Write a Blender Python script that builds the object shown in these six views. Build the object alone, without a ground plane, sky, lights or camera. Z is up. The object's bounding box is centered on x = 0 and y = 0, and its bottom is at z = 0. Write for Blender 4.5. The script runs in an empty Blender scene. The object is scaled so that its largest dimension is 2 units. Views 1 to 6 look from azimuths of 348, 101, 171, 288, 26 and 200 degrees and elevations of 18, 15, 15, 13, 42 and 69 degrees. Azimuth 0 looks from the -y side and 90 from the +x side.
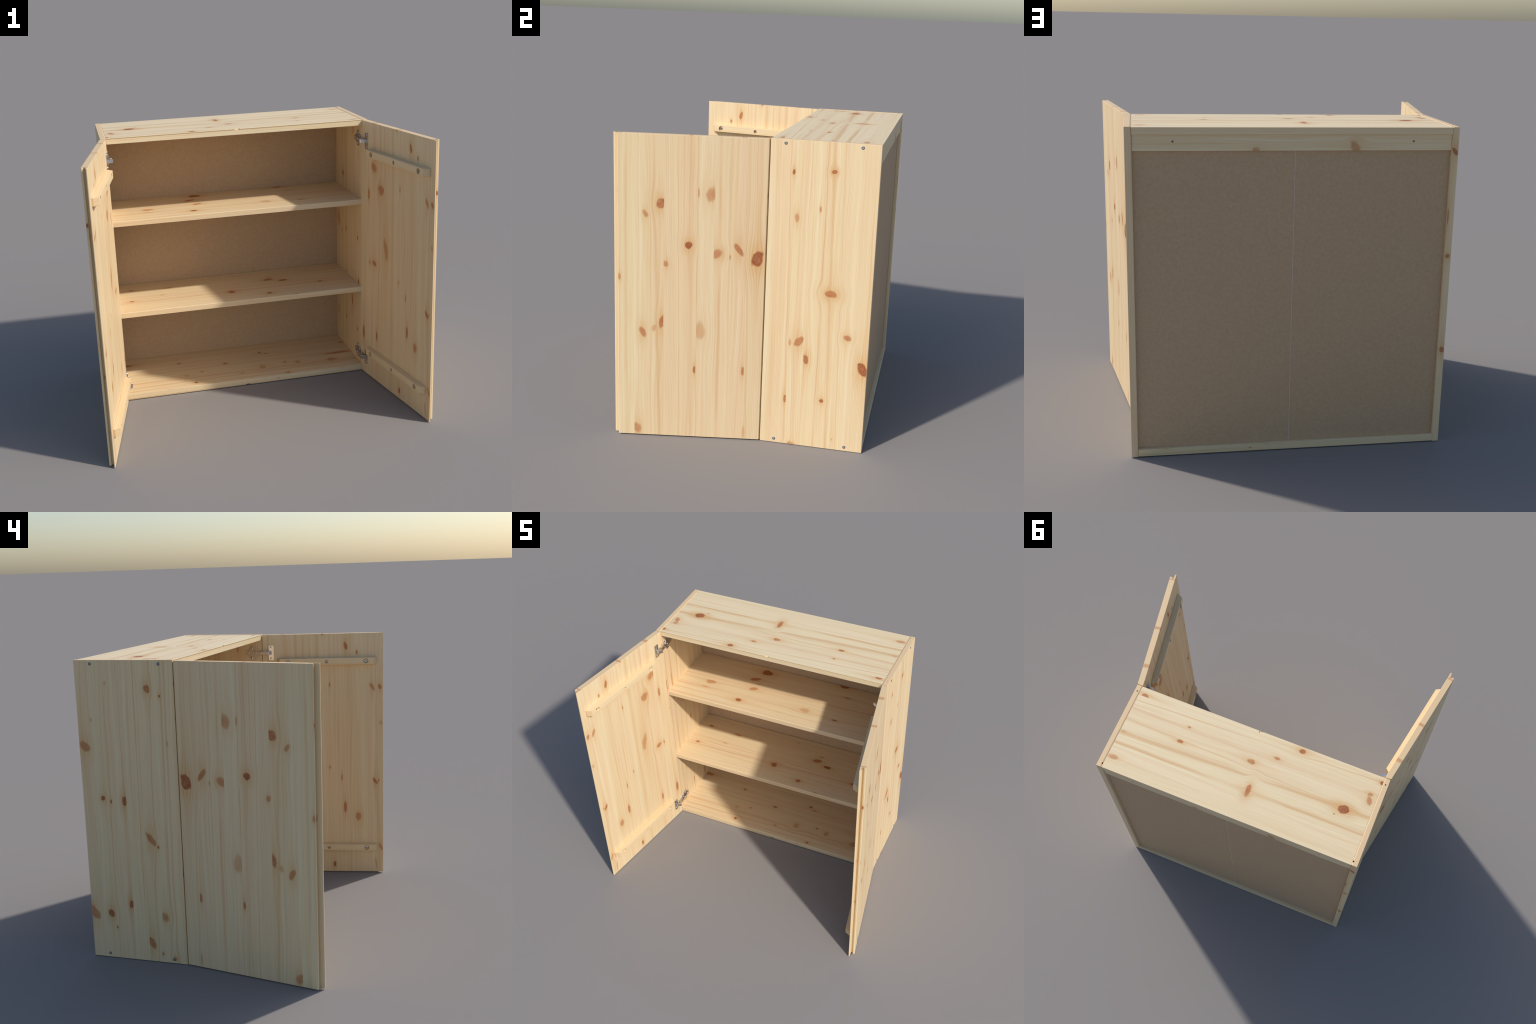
"""Two-door pine wall cabinet, doors open, built as separate boards and fittings.

All sizes are in the 2 m frame.  Every board has its own local frame:
local X = across the grain (u), local Y = through the thickness, local Z = along the grain (v).
Wood colour is computed from those Object coordinates: staves, growth lines, streaks and knots.
"""
import bpy, bmesh, math
from mathutils import Matrix, Vector

# ------------------------------------------------------------------ main sizes
HALF_W = 0.8545          # outer half width of the carcass
THICK = 0.0358           # board thickness
DOOR_T = 0.0385          # door thickness
IN_X = HALF_W - THICK    # inner face of the side boards
FRONT, BACK = 0.1235, 0.7185
HEIGHT = 1.768
DOOR_Z0, DOOR_Z1 = 0.004, 1.7645
DOOR_W = 0.8212
DOOR_ANGLE = math.radians(10.03)      # how far each door is opened past square
PIN_PITCH, PIN_TOP, PIN_COUNT = 0.0685, 1.5345, 20
PIN_ROWS = (0.2015, 0.614)
HINGE_Z = (1.6385, 0.128)
BATTEN_Z = (1.5725, 0.2015)
SCREW_Y = (0.206, 0.617)

# ------------------------------------------------------------------ knots
# each knot: across, along, half width, half length, lean in degrees, strength,
#            where a stave joint cuts it on the minus / plus side (in half widths, 9 = uncut)
KNOTS_DOOR_OUTER = [
    (0.583, 1.387, 0.0223, 0.0295, -25, 0.85, 0.85, 9), (0.666, 1.326, 0.0112, 0.0217, 25, 0.6, 9, 9),
    (0.302, 1.449, 0.025, 0.035, -20, 0.55, 0.65, 9), (0.377, 1.454, 0.0078, 0.0237, 0, 0.5, 9, 0.2),
    (0.426, 1.158, 0.0186, 0.0204, 0, 1, 9, 9), (0.267, 1.116, 0.0271, 0.0199, 50, 0.65, 9, 0.65),
    (0.148, 1.145, 0.0146, 0.0384, 35, 0.8, 9, 9), (0.045, 1.096, 0.0305, 0.0456, -20, 1, 9, 9),
    (0.553, 1.045, 0.0136, 0.0165, 30, 0.6, 9, 0.7), (0.811, 0.962, 0.008, 0.0178, 0, 0.55, 9, 0.8),
    (0.194, 1.1, 0.0045, 0.0129, 0, 0.5, 9, 9), (0.57, 0.704, 0.0162, 0.0378, -15, 0.85, 0.4, 9),
    (0.679, 0.641, 0.0151, 0.0307, 25, 0.7, 9, 9), (0.356, 0.662, 0.0243, 0.0465, 0, 0.33, 9, 0.8),
    (0.382, 0.423, 0.0088, 0.0201, 0, 0.85, 0.5, 9), (0.106, 0.427, 0.0082, 0.0226, 0, 0.75, 0.8, 9),
    (0.712, 0.048, 0.0203, 0.0313, 30, 0.6, 9, 0.7), (0.091, 0.05, 0.0083, 0.0326, 0, 0.25, 9, 9),
    (0.616, 0.665, 0.0116, 0.0184, -20, 0.3, 9, 9),
]
KNOTS_RIGHT_SIDE_OUTER = [
    (0.256, 1.596, 0.0072, 0.0144, 0, 0.95, 9, 9), (0.474, 1.609, 0.0147, 0.0109, 0, 0.9, 9, 9),
    (0.284, 1.345, 0.0112, 0.0238, 0, 0.5, 9, 9), (0.41, 1.403, 0.0044, 0.0151, 0, 0.7, 9, 9),
    (0.494, 0.93, 0.0335, 0.0181, 0, 0.8, 9, 9), (0.327, 0.637, 0.0185, 0.0324, 40, 0.75, 9, 9),
    (0.275, 0.624, 0.0068, 0.0169, 0, 0.45, 9, 9), (0.368, 0.535, 0.0173, 0.0274, 0, 0.9, 0.6, 9),
    (0.598, 0.685, 0.0198, 0.014, 15, 0.7, 9, 9), (0.692, 0.507, 0.0253, 0.0415, -20, 1, 9, 9),
    (0.263, 0.282, 0.0088, 0.0202, 0, 0.85, 9, 0.4), (0.47, 0.293, 0.0111, 0.0107, 0, 0.95, 9, 9),
    (0.304, 0.006, 0.0165, 0.0083, 0, 0.5, 9, 9), (0.544, 0.062, 0.0037, 0.0061, 0, 0.4, 9, 9),
]
KNOTS_LEFT_SIDE_OUTER = [
    (0.284, 1.611, 0.0158, 0.0235, 20, 0.85, 9, 9), (0.21, 1.571, 0.006, 0.0067, 0, 0.95, 9, 9),
    (0.535, 1.64, 0.005, 0.0091, 0, 0.3, 9, 9), (0.636, 1.432, 0.0064, 0.007, 0, 0.35, 9, 9),
    (0.686, 1.278, 0.0219, 0.0342, 55, 0.7, 9, 9), (0.591, 0.977, 0.0122, 0.0133, 0, 0.95, 9, 9),
    (0.543, 0.96, 0.0051, 0.0102, 0, 0.95, 9, 9), (0.457, 0.965, 0.0152, 0.0275, 0, 0.95, 0.6, 9),
    (0.178, 1.304, 0.0049, 0.0114, 0, 0.25, 9, 9), (0.309, 0.748, 0.0174, 0.0399, 35, 0.75, 9, 9),
    (0.267, 0.704, 0.006, 0.0077, 0, 0.95, 9, 9), (0.7, 0.277, 0.0241, 0.045, 35, 0.65, 9, 9),
    (0.587, 0.277, 0.0175, 0.0244, 25, 0.95, 9, 9), (0.456, 0.344, 0.0138, 0.0255, 0, 0.95, 0.7, 9),
    (0.558, 0.193, 0.0063, 0.0082, 0, 0.7, 9, 9), (0.248, 0.283, 0.0202, 0.0253, 40, 0.6, 9, 0.8),
    (0.339, 0.114, 0.0178, 0.0381, 30, 0.75, 9, 0.95), (0.273, 0.051, 0.0068, 0.0082, 0, 0.75, 9, 9),
    (0.197, 0.03, 0.0135, 0.015, 30, 0.5, 9, 9),
]
KNOTS_TOP_PANEL = [
    (0.177, 0.777, 0.0124, 0.0227, 0, 0.85, 9, 0.5), (0.27, 0.428, 0.0061, 0.0085, 0, 0.75, 9, 9),
    (0.378, 0.442, 0.0114, 0.0195, 0, 0.85, 0.9, 9), (0.628, 0.783, 0.0144, 0.0299, 0, 0.5, 9, 9),
    (0.451, 0.795, 0.006, 0.0164, 0, 0.3, 9, 9), (0.336, -0.02, 0.0151, 0.0242, 0, 0.7, 9, 9),
    (0.256, -0.16, 0.0104, 0.0173, 0, 0.6, 9, 9), (0.153, -0.287, 0.0154, 0.0219, 0, 0.9, 9, 9),
    (0.164, -0.814, 0.0103, 0.0135, 0, 0.95, 9, 9), (0.261, -0.771, 0.0114, 0.0151, 0, 0.6, 9, 9),
    (0.301, -0.779, 0.0263, 0.0145, 25, 0.6, 9, 9), (0.412, -0.655, 0.0248, 0.0323, 0, 1, 9, 9),
    (0.459, -0.611, 0.0041, 0.005, 0, 0.8, 9, 9), (0.516, -0.072, 0.0402, 0.0137, 0, 0.8, 9, 9),
]
KNOTS_UPPER_SHELF = [
    (0.617, -0.227, 0.031, 0.0401, 0, 1, 9, 9), (0.513, -0.276, 0.0158, 0.038, 25, 0.8, 9, 9),
    (0.36, -0.579, 0.023, 0.0327, 0, 0.55, 9, 0.7), (0.288, -0.591, 0.0057, 0.0256, 0, 0.45, 9, 9),
    (0.398, -0.244, 0.0155, 0.0289, 25, 0.6, 9, 9), (0.234, -0.29, 0.0156, 0.0205, 0, 0.97, 9, 9),
    (0.462, -0.23, 0.0039, 0.0106, 0, 0.5, 9, 9), (0.679, 0.369, 0.0191, 0.0353, 0, 0.95, 9, 0.5),
    (0.554, 0.439, 0.0067, 0.0183, 0, 0.7, 9, 9), (0.304, 0.206, 0.0228, 0.0329, 0, 0.3, 9, 9),
    (0.279, 0.444, 0.0101, 0.0178, 0, 0.9, 9, 0.5),
]
KNOTS_LOWER_SHELF = [
    (0.552, -0.717, 0.0072, 0.0144, 0, 0.95, 9, 9), (0.527, -0.467, 0.0101, 0.0281, 0, 0.5, 9, 9),
    (0.334, -0.731, 0.0104, 0.0142, 20, 0.85, 9, 9), (0.4, -0.521, 0.0052, 0.0149, 0, 0.45, 9, 9),
    (0.31, -0.052, 0.024, 0.0204, 40, 0.9, 9, 9), (0.479, 0.241, 0.0188, 0.0332, 15, 0.8, 9, 9),
    (0.533, 0.256, 0.0065, 0.0158, 0, 0.5, 9, 9), (0.44, 0.34, 0.0175, 0.0268, 0, 0.97, 9, 0.6),
    (0.211, 0.192, 0.0157, 0.0189, 15, 0.85, 9, 9), (0.336, 0.581, 0.0103, 0.0109, 0, 0.85, 9, 9),
    (0.136, 0.362, 0.0044, 0.0126, 0, 0.7, 9, 9), (0.624, 0.023, 0.0049, 0.009, 0, 0.3, 9, 9),
]
KNOTS_BOTTOM_PANEL = [
    (0.518, -0.424, 0.0084, 0.0093, 0, 0.85, 9, 9), (0.333, -0.288, 0.007, 0.0071, 0, 0.75, 9, 9),
    (0.175, -0.352, 0.0113, 0.0108, 0, 0.95, 9, 9), (0.579, -0.793, 0.0152, 0.0429, 0, 0.7, 9, 9),
    (0.233, -0.419, 0.0034, 0.0076, 0, 0.35, 9, 9), (0.301, -0.399, 0.0139, 0.0153, 0, 0.25, 9, 9),
    (0.422, -0.104, 0.0094, 0.0151, 0, 0.85, 9, 9), (0.532, 0.17, 0.0096, 0.0097, 0, 0.97, 9, 9),
    (0.505, 0.212, 0.0048, 0.0129, 0, 0.85, 9, 9), (0.228, -0.019, 0.0045, 0.012, 0, 0.7, 9, 9),
    (0.288, 0.14, 0.0264, 0.021, 0, 0.4, 9, 9), (0.324, 0.308, 0.0081, 0.0072, 0, 0.85, 9, 9),
    (0.296, 0.398, 0.0229, 0.016, 0, 0.4, 9, 9), (0.27, 0.636, 0.0238, 0.02, 0, 0.5, 9, 9),
    (0.149, 0.29, 0.0084, 0.0116, 0, 0.85, 9, 9), (0.541, 0.798, 0.0123, 0.0138, 0, 0.6, 9, 9),
    (0.372, 0.727, 0.0144, 0.0875, 0, 0.7, 9, 9), (0.267, 0.644, 0.0129, 0.0343, 0, 0.5, 9, 9),
]
KNOTS_RIGHT_SIDE_INNER = [
    (0.304, 1.669, 0.0089, 0.0214, 0, 0.45, 9, 9), (0.527, 1.335, 0.0151, 0.0148, 0, 0.85, 9, 9),
    (0.629, 0.984, 0.0293, 0.0508, 0, 0.35, 9, 9), (0.555, 0.911, 0.0085, 0.0095, 0, 0.7, 9, 9),
    (0.466, 0.945, 0.0083, 0.0112, 0, 0.85, 9, 9), (0.214, 0.945, 0.0077, 0.0125, 0, 0.95, 9, 9),
    (0.457, 0.63, 0.0059, 0.0108, 0, 0.6, 9, 9), (0.194, 0.635, 0.0109, 0.0157, 0, 0.97, 9, 9),
    (0.328, 0.454, 0.0123, 0.0434, 8, 0.7, 9, 9), (0.646, 0.276, 0.0117, 0.033, 0, 0.4, 9, 9),
    (0.46, 0.282, 0.0083, 0.0126, 0, 0.85, 9, 9), (0.221, 0.274, 0.0077, 0.0122, 0, 0.85, 9, 9),
    (0.164, 0.048, 0.0073, 0.0103, 0, 0.6, 9, 9),
]
KNOTS_LEFT_SIDE_INNER = [
    (0.197, 1.306, 0.0062, 0.0523, 0, 0.35, 9, 9), (0.254, 1.087, 0.0038, 0.0115, 0, 0.8, 9, 9),
    (0.41, 0.796, 0.0052, 0.0184, 0, 0.95, 9, 9), (0.675, 1.269, 0.0054, 0.0255, 0, 0.5, 9, 9),
    (0.311, 1.03, 0.0057, 0.0175, 0, 0.5, 9, 9), (0.268, 0.376, 0.0034, 0.0142, 0, 0.6, 9, 9),
    (0.363, 0.16, 0.0047, 0.0295, 0, 0.8, 9, 9), (0.549, 0.122, 0.0061, 0.0385, 0, 0.6, 9, 9),
]
KNOTS_DOOR_INNER = [
    (0.581, 1.678, 0.0122, 0.0262, -15, 0.85, 9, 9), (0.66, 1.63, 0.0072, 0.0126, 0, 0.7, 9, 9),
    (0.149, 1.48, 0.0336, 0.0266, 30, 0.6, 0.9, 9), (0.24, 1.351, 0.0319, 0.0313, 0, 0.65, 9, 1),
    (0.081, 1.296, 0.0124, 0.036, 0, 0.7, 0.6, 9), (0.466, 1.403, 0.0044, 0.016, 0, 0.7, 9, 9),
    (0.768, 1.383, 0.0108, 0.0304, -30, 0.6, 9, 9), (0.821, 1.383, 0.0118, 0.0165, -20, 0.7, 9, 9),
    (0.304, 0.971, 0.0215, 0.0645, -15, 0.5, 9, 9), (0.155, 0.84, 0.0257, 0.0151, 0, 0.75, 9, 9),
    (0.098, 0.832, 0.0056, 0.0152, 0, 0.8, 9, 9), (0.416, 1.766, 0.0094, 0.0086, 0, 0.6, 9, 9),
    (0.786, 0.697, 0.0098, 0.024, -35, 0.85, 9, 9), (0.811, 0.7, 0.0042, 0.0086, 0, 0.7, 9, 9),
    (0.548, 0.723, 0.0066, 0.0232, 0, 0.7, 9, 0.5), (0.46, 0.799, 0.0037, 0.0093, 0, 0.85, 9, 9),
    (0.569, 0.501, 0.0111, 0.0377, 0, 0.8, 9, 9), (0.665, 0.43, 0.019, 0.0273, 0, 0.6, 9, 9),
    (0.193, 0.333, 0.008, 0.0281, 0, 0.85, 9, 9), (0.013, 0.304, 0.0132, 0.0435, 0, 0.8, 9, 9),
    (0.486, 0.059, 0.01, 0.0176, 0, 0.95, 9, 9), (0.825, 0.2, 0.0086, 0.0265, -25, 0.6, 9, 9),
    (0.827, 1.125, 0.0081, 0.0141, 0, 0.3, 9, 9), (0.793, 0.068, 0.0073, 0.0389, -10, 0.3, 9, 9),
]
# knots on narrow edges: here "across" is the board thickness direction
KNOTS_DOOR_EDGE = [
    (-0.008, 1.452, 0.007, 0.012, 0, 0.95, 9, 9), (-0.020, 0.560, 0.004, 0.010, 0, 0.6, 9, 9),
]
KNOTS_LEFT_BACK_EDGE = [
    (0.8365, 1.644, 0.010, 0.020, -35, 0.85, 9, 9), (0.8200, 1.294, 0.005, 0.040, 0, 0.7, 9, 9),
    (0.8335, 1.081, 0.012, 0.010, -20, 0.8, 9, 9), (0.8380, 0.551, 0.012, 0.016, -20, 0.8, 9, 9),
]
KNOTS_BOTTOM_BACK_EDGE = [
    (0.0450, 0.673, 0.005, 0.013, 0, 0.7, 9, 9), (0.0224, 0.214, 0.003, 0.005, 0, 0.6, 9, 9),
    (0.0450, 0.123, 0.004, 0.012, 0, 0.7, 9, 9), (0.0440, -0.539, 0.004, 0.007, 0, 0.6, 9, 9),
]
KNOTS_RAIL = [
    (1.650, 0.201, 0.014, 0.018, 20, 0.5, 9, 9), (1.660, -0.310, 0.036, 0.018, -30, 0.5, 9, 9),
]

# long tan streaks: across position at v = 0, drift per metre, half width, strength
STREAKS_TOP_PANEL = [
    (0.5214, 0.0083, 0.0080, 0.45),
    (0.4287, 0.0328, 0.0120, 0.50),
    (0.4320, 0.0409, 0.0100, 0.50),
    (0.5283, 0.0084, 0.0070, 0.60),
    (0.1907, 0.0390, 0.0040, 0.50),
    (0.2794, 0.0172, 0.0120, 0.20),
    (0.3809, -0.0279, 0.0060, 0.35),
    (0.4150, 0.0300, 0.0140, 0.20),
]
STREAKS_RIGHT_SIDE_OUTER = [
    (0.4337, 0.0047, 0.0040, 0.55),
    (0.5067, -0.0200, 0.0080, 0.40),
    (0.2649, -0.0145, 0.0030, 0.45),
    (0.1759, -0.0078, 0.0100, 0.20),
    (0.5649, -0.0207, 0.0030, 0.30),
]
STREAKS_LEFT_SIDE_OUTER = [
    (0.3721, -0.0046, 0.0040, 0.50),
    (0.5484, 0.0003, 0.0040, 0.40),
    (0.2155, -0.0086, 0.0060, 0.50),
    (0.1843, -0.0036, 0.0060, 0.35),
    (0.3076, -0.0225, 0.0050, 0.40),
    (0.4565, 0.0011, 0.0060, 0.25),
]
STREAKS_DOOR_OUTER = [
    (0.2499, 0.0035, 0.0090, 0.45),
    (0.4044, 0.0073, 0.0130, 0.28),
    (0.5792, 0.0263, 0.0090, 0.40),
    (0.7754, -0.0007, 0.0070, 0.30),
    (0.4696, 0.0111, 0.0030, 0.35),
    (0.3711, 0.0046, 0.0030, 0.35),
    (0.0828, 0.0093, 0.0060, 0.25),
    (0.6308, 0.0058, 0.0050, 0.30),
]
STREAKS_DOOR_INNER = [
    (0.3704, 0.0071, 0.0120, 0.25),
    (0.2035, 0.0129, 0.0100, 0.35),
    (0.5250, 0.0000, 0.0040, 0.35),
    (0.8176, -0.0200, 0.0060, 0.30),
    (0.6100, 0.0000, 0.0050, 0.20),
]
STREAKS_UPPER_SHELF = [
    (0.4240, 0.0160, 0.0070, 0.45),
    (0.1506, -0.0123, 0.0040, 0.30),
    (0.2857, 0.0126, 0.0060, 0.35),
    (0.2150, -0.0100, 0.0060, 0.30),
]
STREAKS_LOWER_SHELF = [
    (0.3667, 0.0028, 0.0040, 0.55),
    (0.3209, 0.0231, 0.0070, 0.50),
    (0.2650, -0.0050, 0.0040, 0.40),
    (0.5787, -0.0254, 0.0040, 0.30),
]
STREAKS_BOTTOM_PANEL = [
    (0.2585, -0.0067, 0.0100, 0.50),
    (0.4000, -0.0050, 0.0040, 0.45),
    (0.2150, 0.0200, 0.0080, 0.50),
    (0.1617, 0.0144, 0.0060, 0.35),
    (0.6138, -0.0082, 0.0060, 0.40),
]
STREAKS_RIGHT_SIDE_INNER = [
    (0.4679, 0.0075, 0.0080, 0.50),
    (0.4426, 0.0042, 0.0060, 0.25),
    (0.2500, 0.0100, 0.0060, 0.25),
    (0.5427, -0.0068, 0.0060, 0.25),
]
STREAKS_LEFT_SIDE_INNER = [
    (0.2026, -0.0018, 0.0090, 0.50),
    (0.2390, 0.0369, 0.0060, 0.40),
    (0.4600, 0.0200, 0.0050, 0.35),
    (0.5421, 0.0157, 0.0050, 0.40),
]

STAVES_DOOR_OUTER = (0.106, 0.194, 0.283, 0.376, 0.561, 0.702)
STAVES_DOOR_INNER = (0.118, 0.245, 0.330, 0.455, 0.556, 0.640, 0.735)
STAVES_SIDE_RIGHT = (0.265, 0.355, 0.430, 0.530, 0.640)
STAVES_SIDE_LEFT = (0.225, 0.345, 0.445, 0.560, 0.650)
STAVES_TOP = (0.185, 0.275, 0.375, 0.470, 0.560, 0.640)
STAVES_SHELF = (0.215, 0.300, 0.385, 0.465, 0.560, 0.640)


# ================================================================== small node language
def lin(r, g, b):
    def f(c):
        c /= 255.0
        return c / 12.92 if c <= 0.04045 else ((c + 0.055) / 1.055) ** 2.4
    return (f(r), f(g), f(b), 1.0)


class Tree:
    """Writes node expressions: numbers or sockets in, socket out."""

    def __init__(self, tree):
        self.t = tree

    def node(self, kind, **props):
        n = self.t.nodes.new(kind)
        for k, v in props.items():
            setattr(n, k, v)
        return n

    def put(self, sock, val):
        if isinstance(val, bpy.types.NodeSocket):
            self.t.links.new(val, sock)
        else:
            sock.default_value = val

    def m(self, op, a, b=None, c=None, clamp=False):
        n = self.node('ShaderNodeMath', operation=op, use_clamp=clamp)
        for i, v in enumerate((a, b, c)):
            if v is not None:
                self.put(n.inputs[i], v)
        return n.outputs[0]

    def add(self, a, b): return self.m('ADD', a, b)
    def sub(self, a, b): return self.m('SUBTRACT', a, b)
    def mul(self, a, b): return self.m('MULTIPLY', a, b)

    def vec(self, x, y, z):
        n = self.node('ShaderNodeCombineXYZ')
        for i, v in enumerate((x, y, z)):
            self.put(n.inputs[i], v)
        return n.outputs[0]

    def noise(self, v, scale=1.0, detail=2.0, rough=0.5):
        n = self.node('ShaderNodeTexNoise')
        self.put(n.inputs['Vector'], v)
        n.inputs['Scale'].default_value = scale
        n.inputs['Detail'].default_value = detail
        n.inputs['Roughness'].default_value = rough
        return n.outputs['Fac']

    def white(self, w):
        n = self.node('ShaderNodeTexWhiteNoise', noise_dimensions='1D')
        self.put(n.inputs['W'], w)
        return n.outputs['Value']

    def step(self, x, a, b, lo=0.0, hi=1.0):
        """smooth ramp of x from a..b onto lo..hi"""
        n = self.node('ShaderNodeMapRange', interpolation_type='SMOOTHSTEP')
        self.put(n.inputs['Value'], x)
        for k, v in (('From Min', a), ('From Max', b), ('To Min', lo), ('To Max', hi)):
            self.put(n.inputs[k], v)
        return n.outputs['Result']

    def mix(self, fac, a, b, blend='MIX'):
        n = self.node('ShaderNodeMix', data_type='RGBA', blend_type=blend)
        self.put(n.inputs[0], fac)
        self.put(n.inputs[6], a)
        self.put(n.inputs[7], b)
        return n.outputs[2]

    def group(self, grp, **vals):
        n = self.node('ShaderNodeGroup')
        n.node_tree = grp
        for k, v in vals.items():
            self.put(n.inputs[k], v)
        return n.outputs


def make_knot_group():
    """One knot: core mask, ring radius, halo and the bend it gives the grain, added to the previous ones."""
    g = bpy.data.node_groups.new('pine_knot', 'ShaderNodeTree')
    names_in = ('U', 'V', 'Na', 'Nb', 'Cu', 'Cv', 'Ru', 'Rv', 'Cos', 'Sin', 'Strength', 'CutLo', 'CutHi',
                'Core', 'Ring', 'Halo', 'Bend', 'Near')
    for s in names_in:
        g.interface.new_socket(s, in_out='INPUT', socket_type='NodeSocketFloat')
    for s in ('Core', 'Ring', 'Halo', 'Bend', 'Near'):
        g.interface.new_socket(s, in_out='OUTPUT', socket_type='NodeSocketFloat')
    t = Tree(g)
    gi = t.node('NodeGroupInput').outputs
    go = t.node('NodeGroupOutput')
    du = t.sub(gi['U'], gi['Cu'])
    dv = t.sub(gi['V'], gi['Cv'])
    a = t.add(t.m('DIVIDE', t.sub(t.mul(du, gi['Cos']), t.mul(dv, gi['Sin'])), gi['Ru']), gi['Na'])
    b = t.add(t.m('DIVIDE', t.add(t.mul(du, gi['Sin']), t.mul(dv, gi['Cos'])), gi['Rv']), gi['Nb'])
    r = t.m('SQRT', t.add(t.mul(a, a), t.mul(b, b)))
    un = t.m('DIVIDE', du, gi['Ru'])
    inside = t.mul(t.m('GREATER_THAN', un, t.mul(gi['CutLo'], -1.0)), t.m('LESS_THAN', un, gi['CutHi']))
    # strong knots have a crisp rim, weak ones fade out
    outer = t.sub(1.40, t.mul(gi['Strength'], 0.30))
    inner = t.add(0.30, t.mul(gi['Strength'], 0.48))
    core = t.mul(t.step(r, outer, inner), inside)
    strong = t.mul(core, gi['Strength'])
    go_core = t.m('MAXIMUM', gi['Core'], strong)
    ring = t.add(t.mul(gi['Ring'], t.sub(1.0, core)), t.mul(r, core))
    # halo: longer along the grain than the knot itself
    ha = t.m('DIVIDE', du, t.mul(gi['Ru'], 1.45))
    hb = t.m('DIVIDE', dv, t.mul(gi['Rv'], 2.3))
    h = t.m('EXPONENT', t.mul(t.add(t.mul(ha, ha), t.mul(hb, hb)), -1.0))
    ta = t.m('DIVIDE', t.add(du, t.mul(gi['Nb'], 0.004)), t.mul(gi['Ru'], 0.75))
    tb = t.m('DIVIDE', dv, t.mul(gi['Rv'], 7.0))
    tail = t.mul(t.m('EXPONENT', t.mul(t.add(t.mul(ta, ta), t.mul(tb, tb)), -1.0)), 0.45)
    h = t.m('MAXIMUM', h, tail)
    halo = t.m('MAXIMUM', gi['Halo'], t.mul(t.mul(h, inside), gi['Strength']))
    wa = t.m('DIVIDE', du, t.mul(gi['Ru'], 2.0))
    wb = t.m('DIVIDE', dv, t.mul(gi['Rv'], 2.6))
    w = t.m('EXPONENT', t.mul(t.add(t.mul(wa, wa), t.mul(wb, wb)), -1.0))
    bend = t.add(gi['Bend'], t.mul(t.mul(t.mul(w, du), 0.85), inside))
    near = t.m('MAXIMUM', gi['Near'], t.mul(t.mul(w, inside), gi['Strength']))
    for k, v in (('Core', go_core), ('Ring', ring), ('Halo', halo), ('Bend', bend), ('Near', near)):
        g.links.new(v, go.inputs[k])
    return g


KNOT = make_knot_group()

YELLOW = lin(233, 210, 167)
PINK = lin(233, 204, 165)
PALE = lin(237, 223, 188)
STREAK = lin(211, 166, 114)
LINE = lin(184, 142, 94)
HALO = lin(217, 166, 102)
KNOT_ORANGE = lin(194, 126, 76)
KNOT_RED = lin(176, 98, 62)
KNOT_DARK = lin(92, 48, 30)


def principled(name, rough=0.55, spec=0.3, metal=0.0):
    mat = bpy.data.materials.new(name)
    mat.use_nodes = True
    t = Tree(mat.node_tree)
    bsdf = mat.node_tree.nodes['Principled BSDF']
    bsdf.inputs['Roughness'].default_value = rough
    bsdf.inputs['Specular IOR Level'].default_value = spec
    bsdf.inputs['Metallic'].default_value = metal
    return mat, t, bsdf


def object_axes(t):
    tc = t.node('ShaderNodeTexCoord')
    sp = t.node('ShaderNodeSeparateXYZ')
    t.put(sp.inputs[0], tc.outputs['Object'])
    return sp.outputs[0], sp.outputs[1], sp.outputs[2]


def stave_index(t, u, edges):
    idx = 0.0
    for e in edges:
        idx = t.add(t.m('GREATER_THAN', u, e), idx)
    return idx


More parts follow.
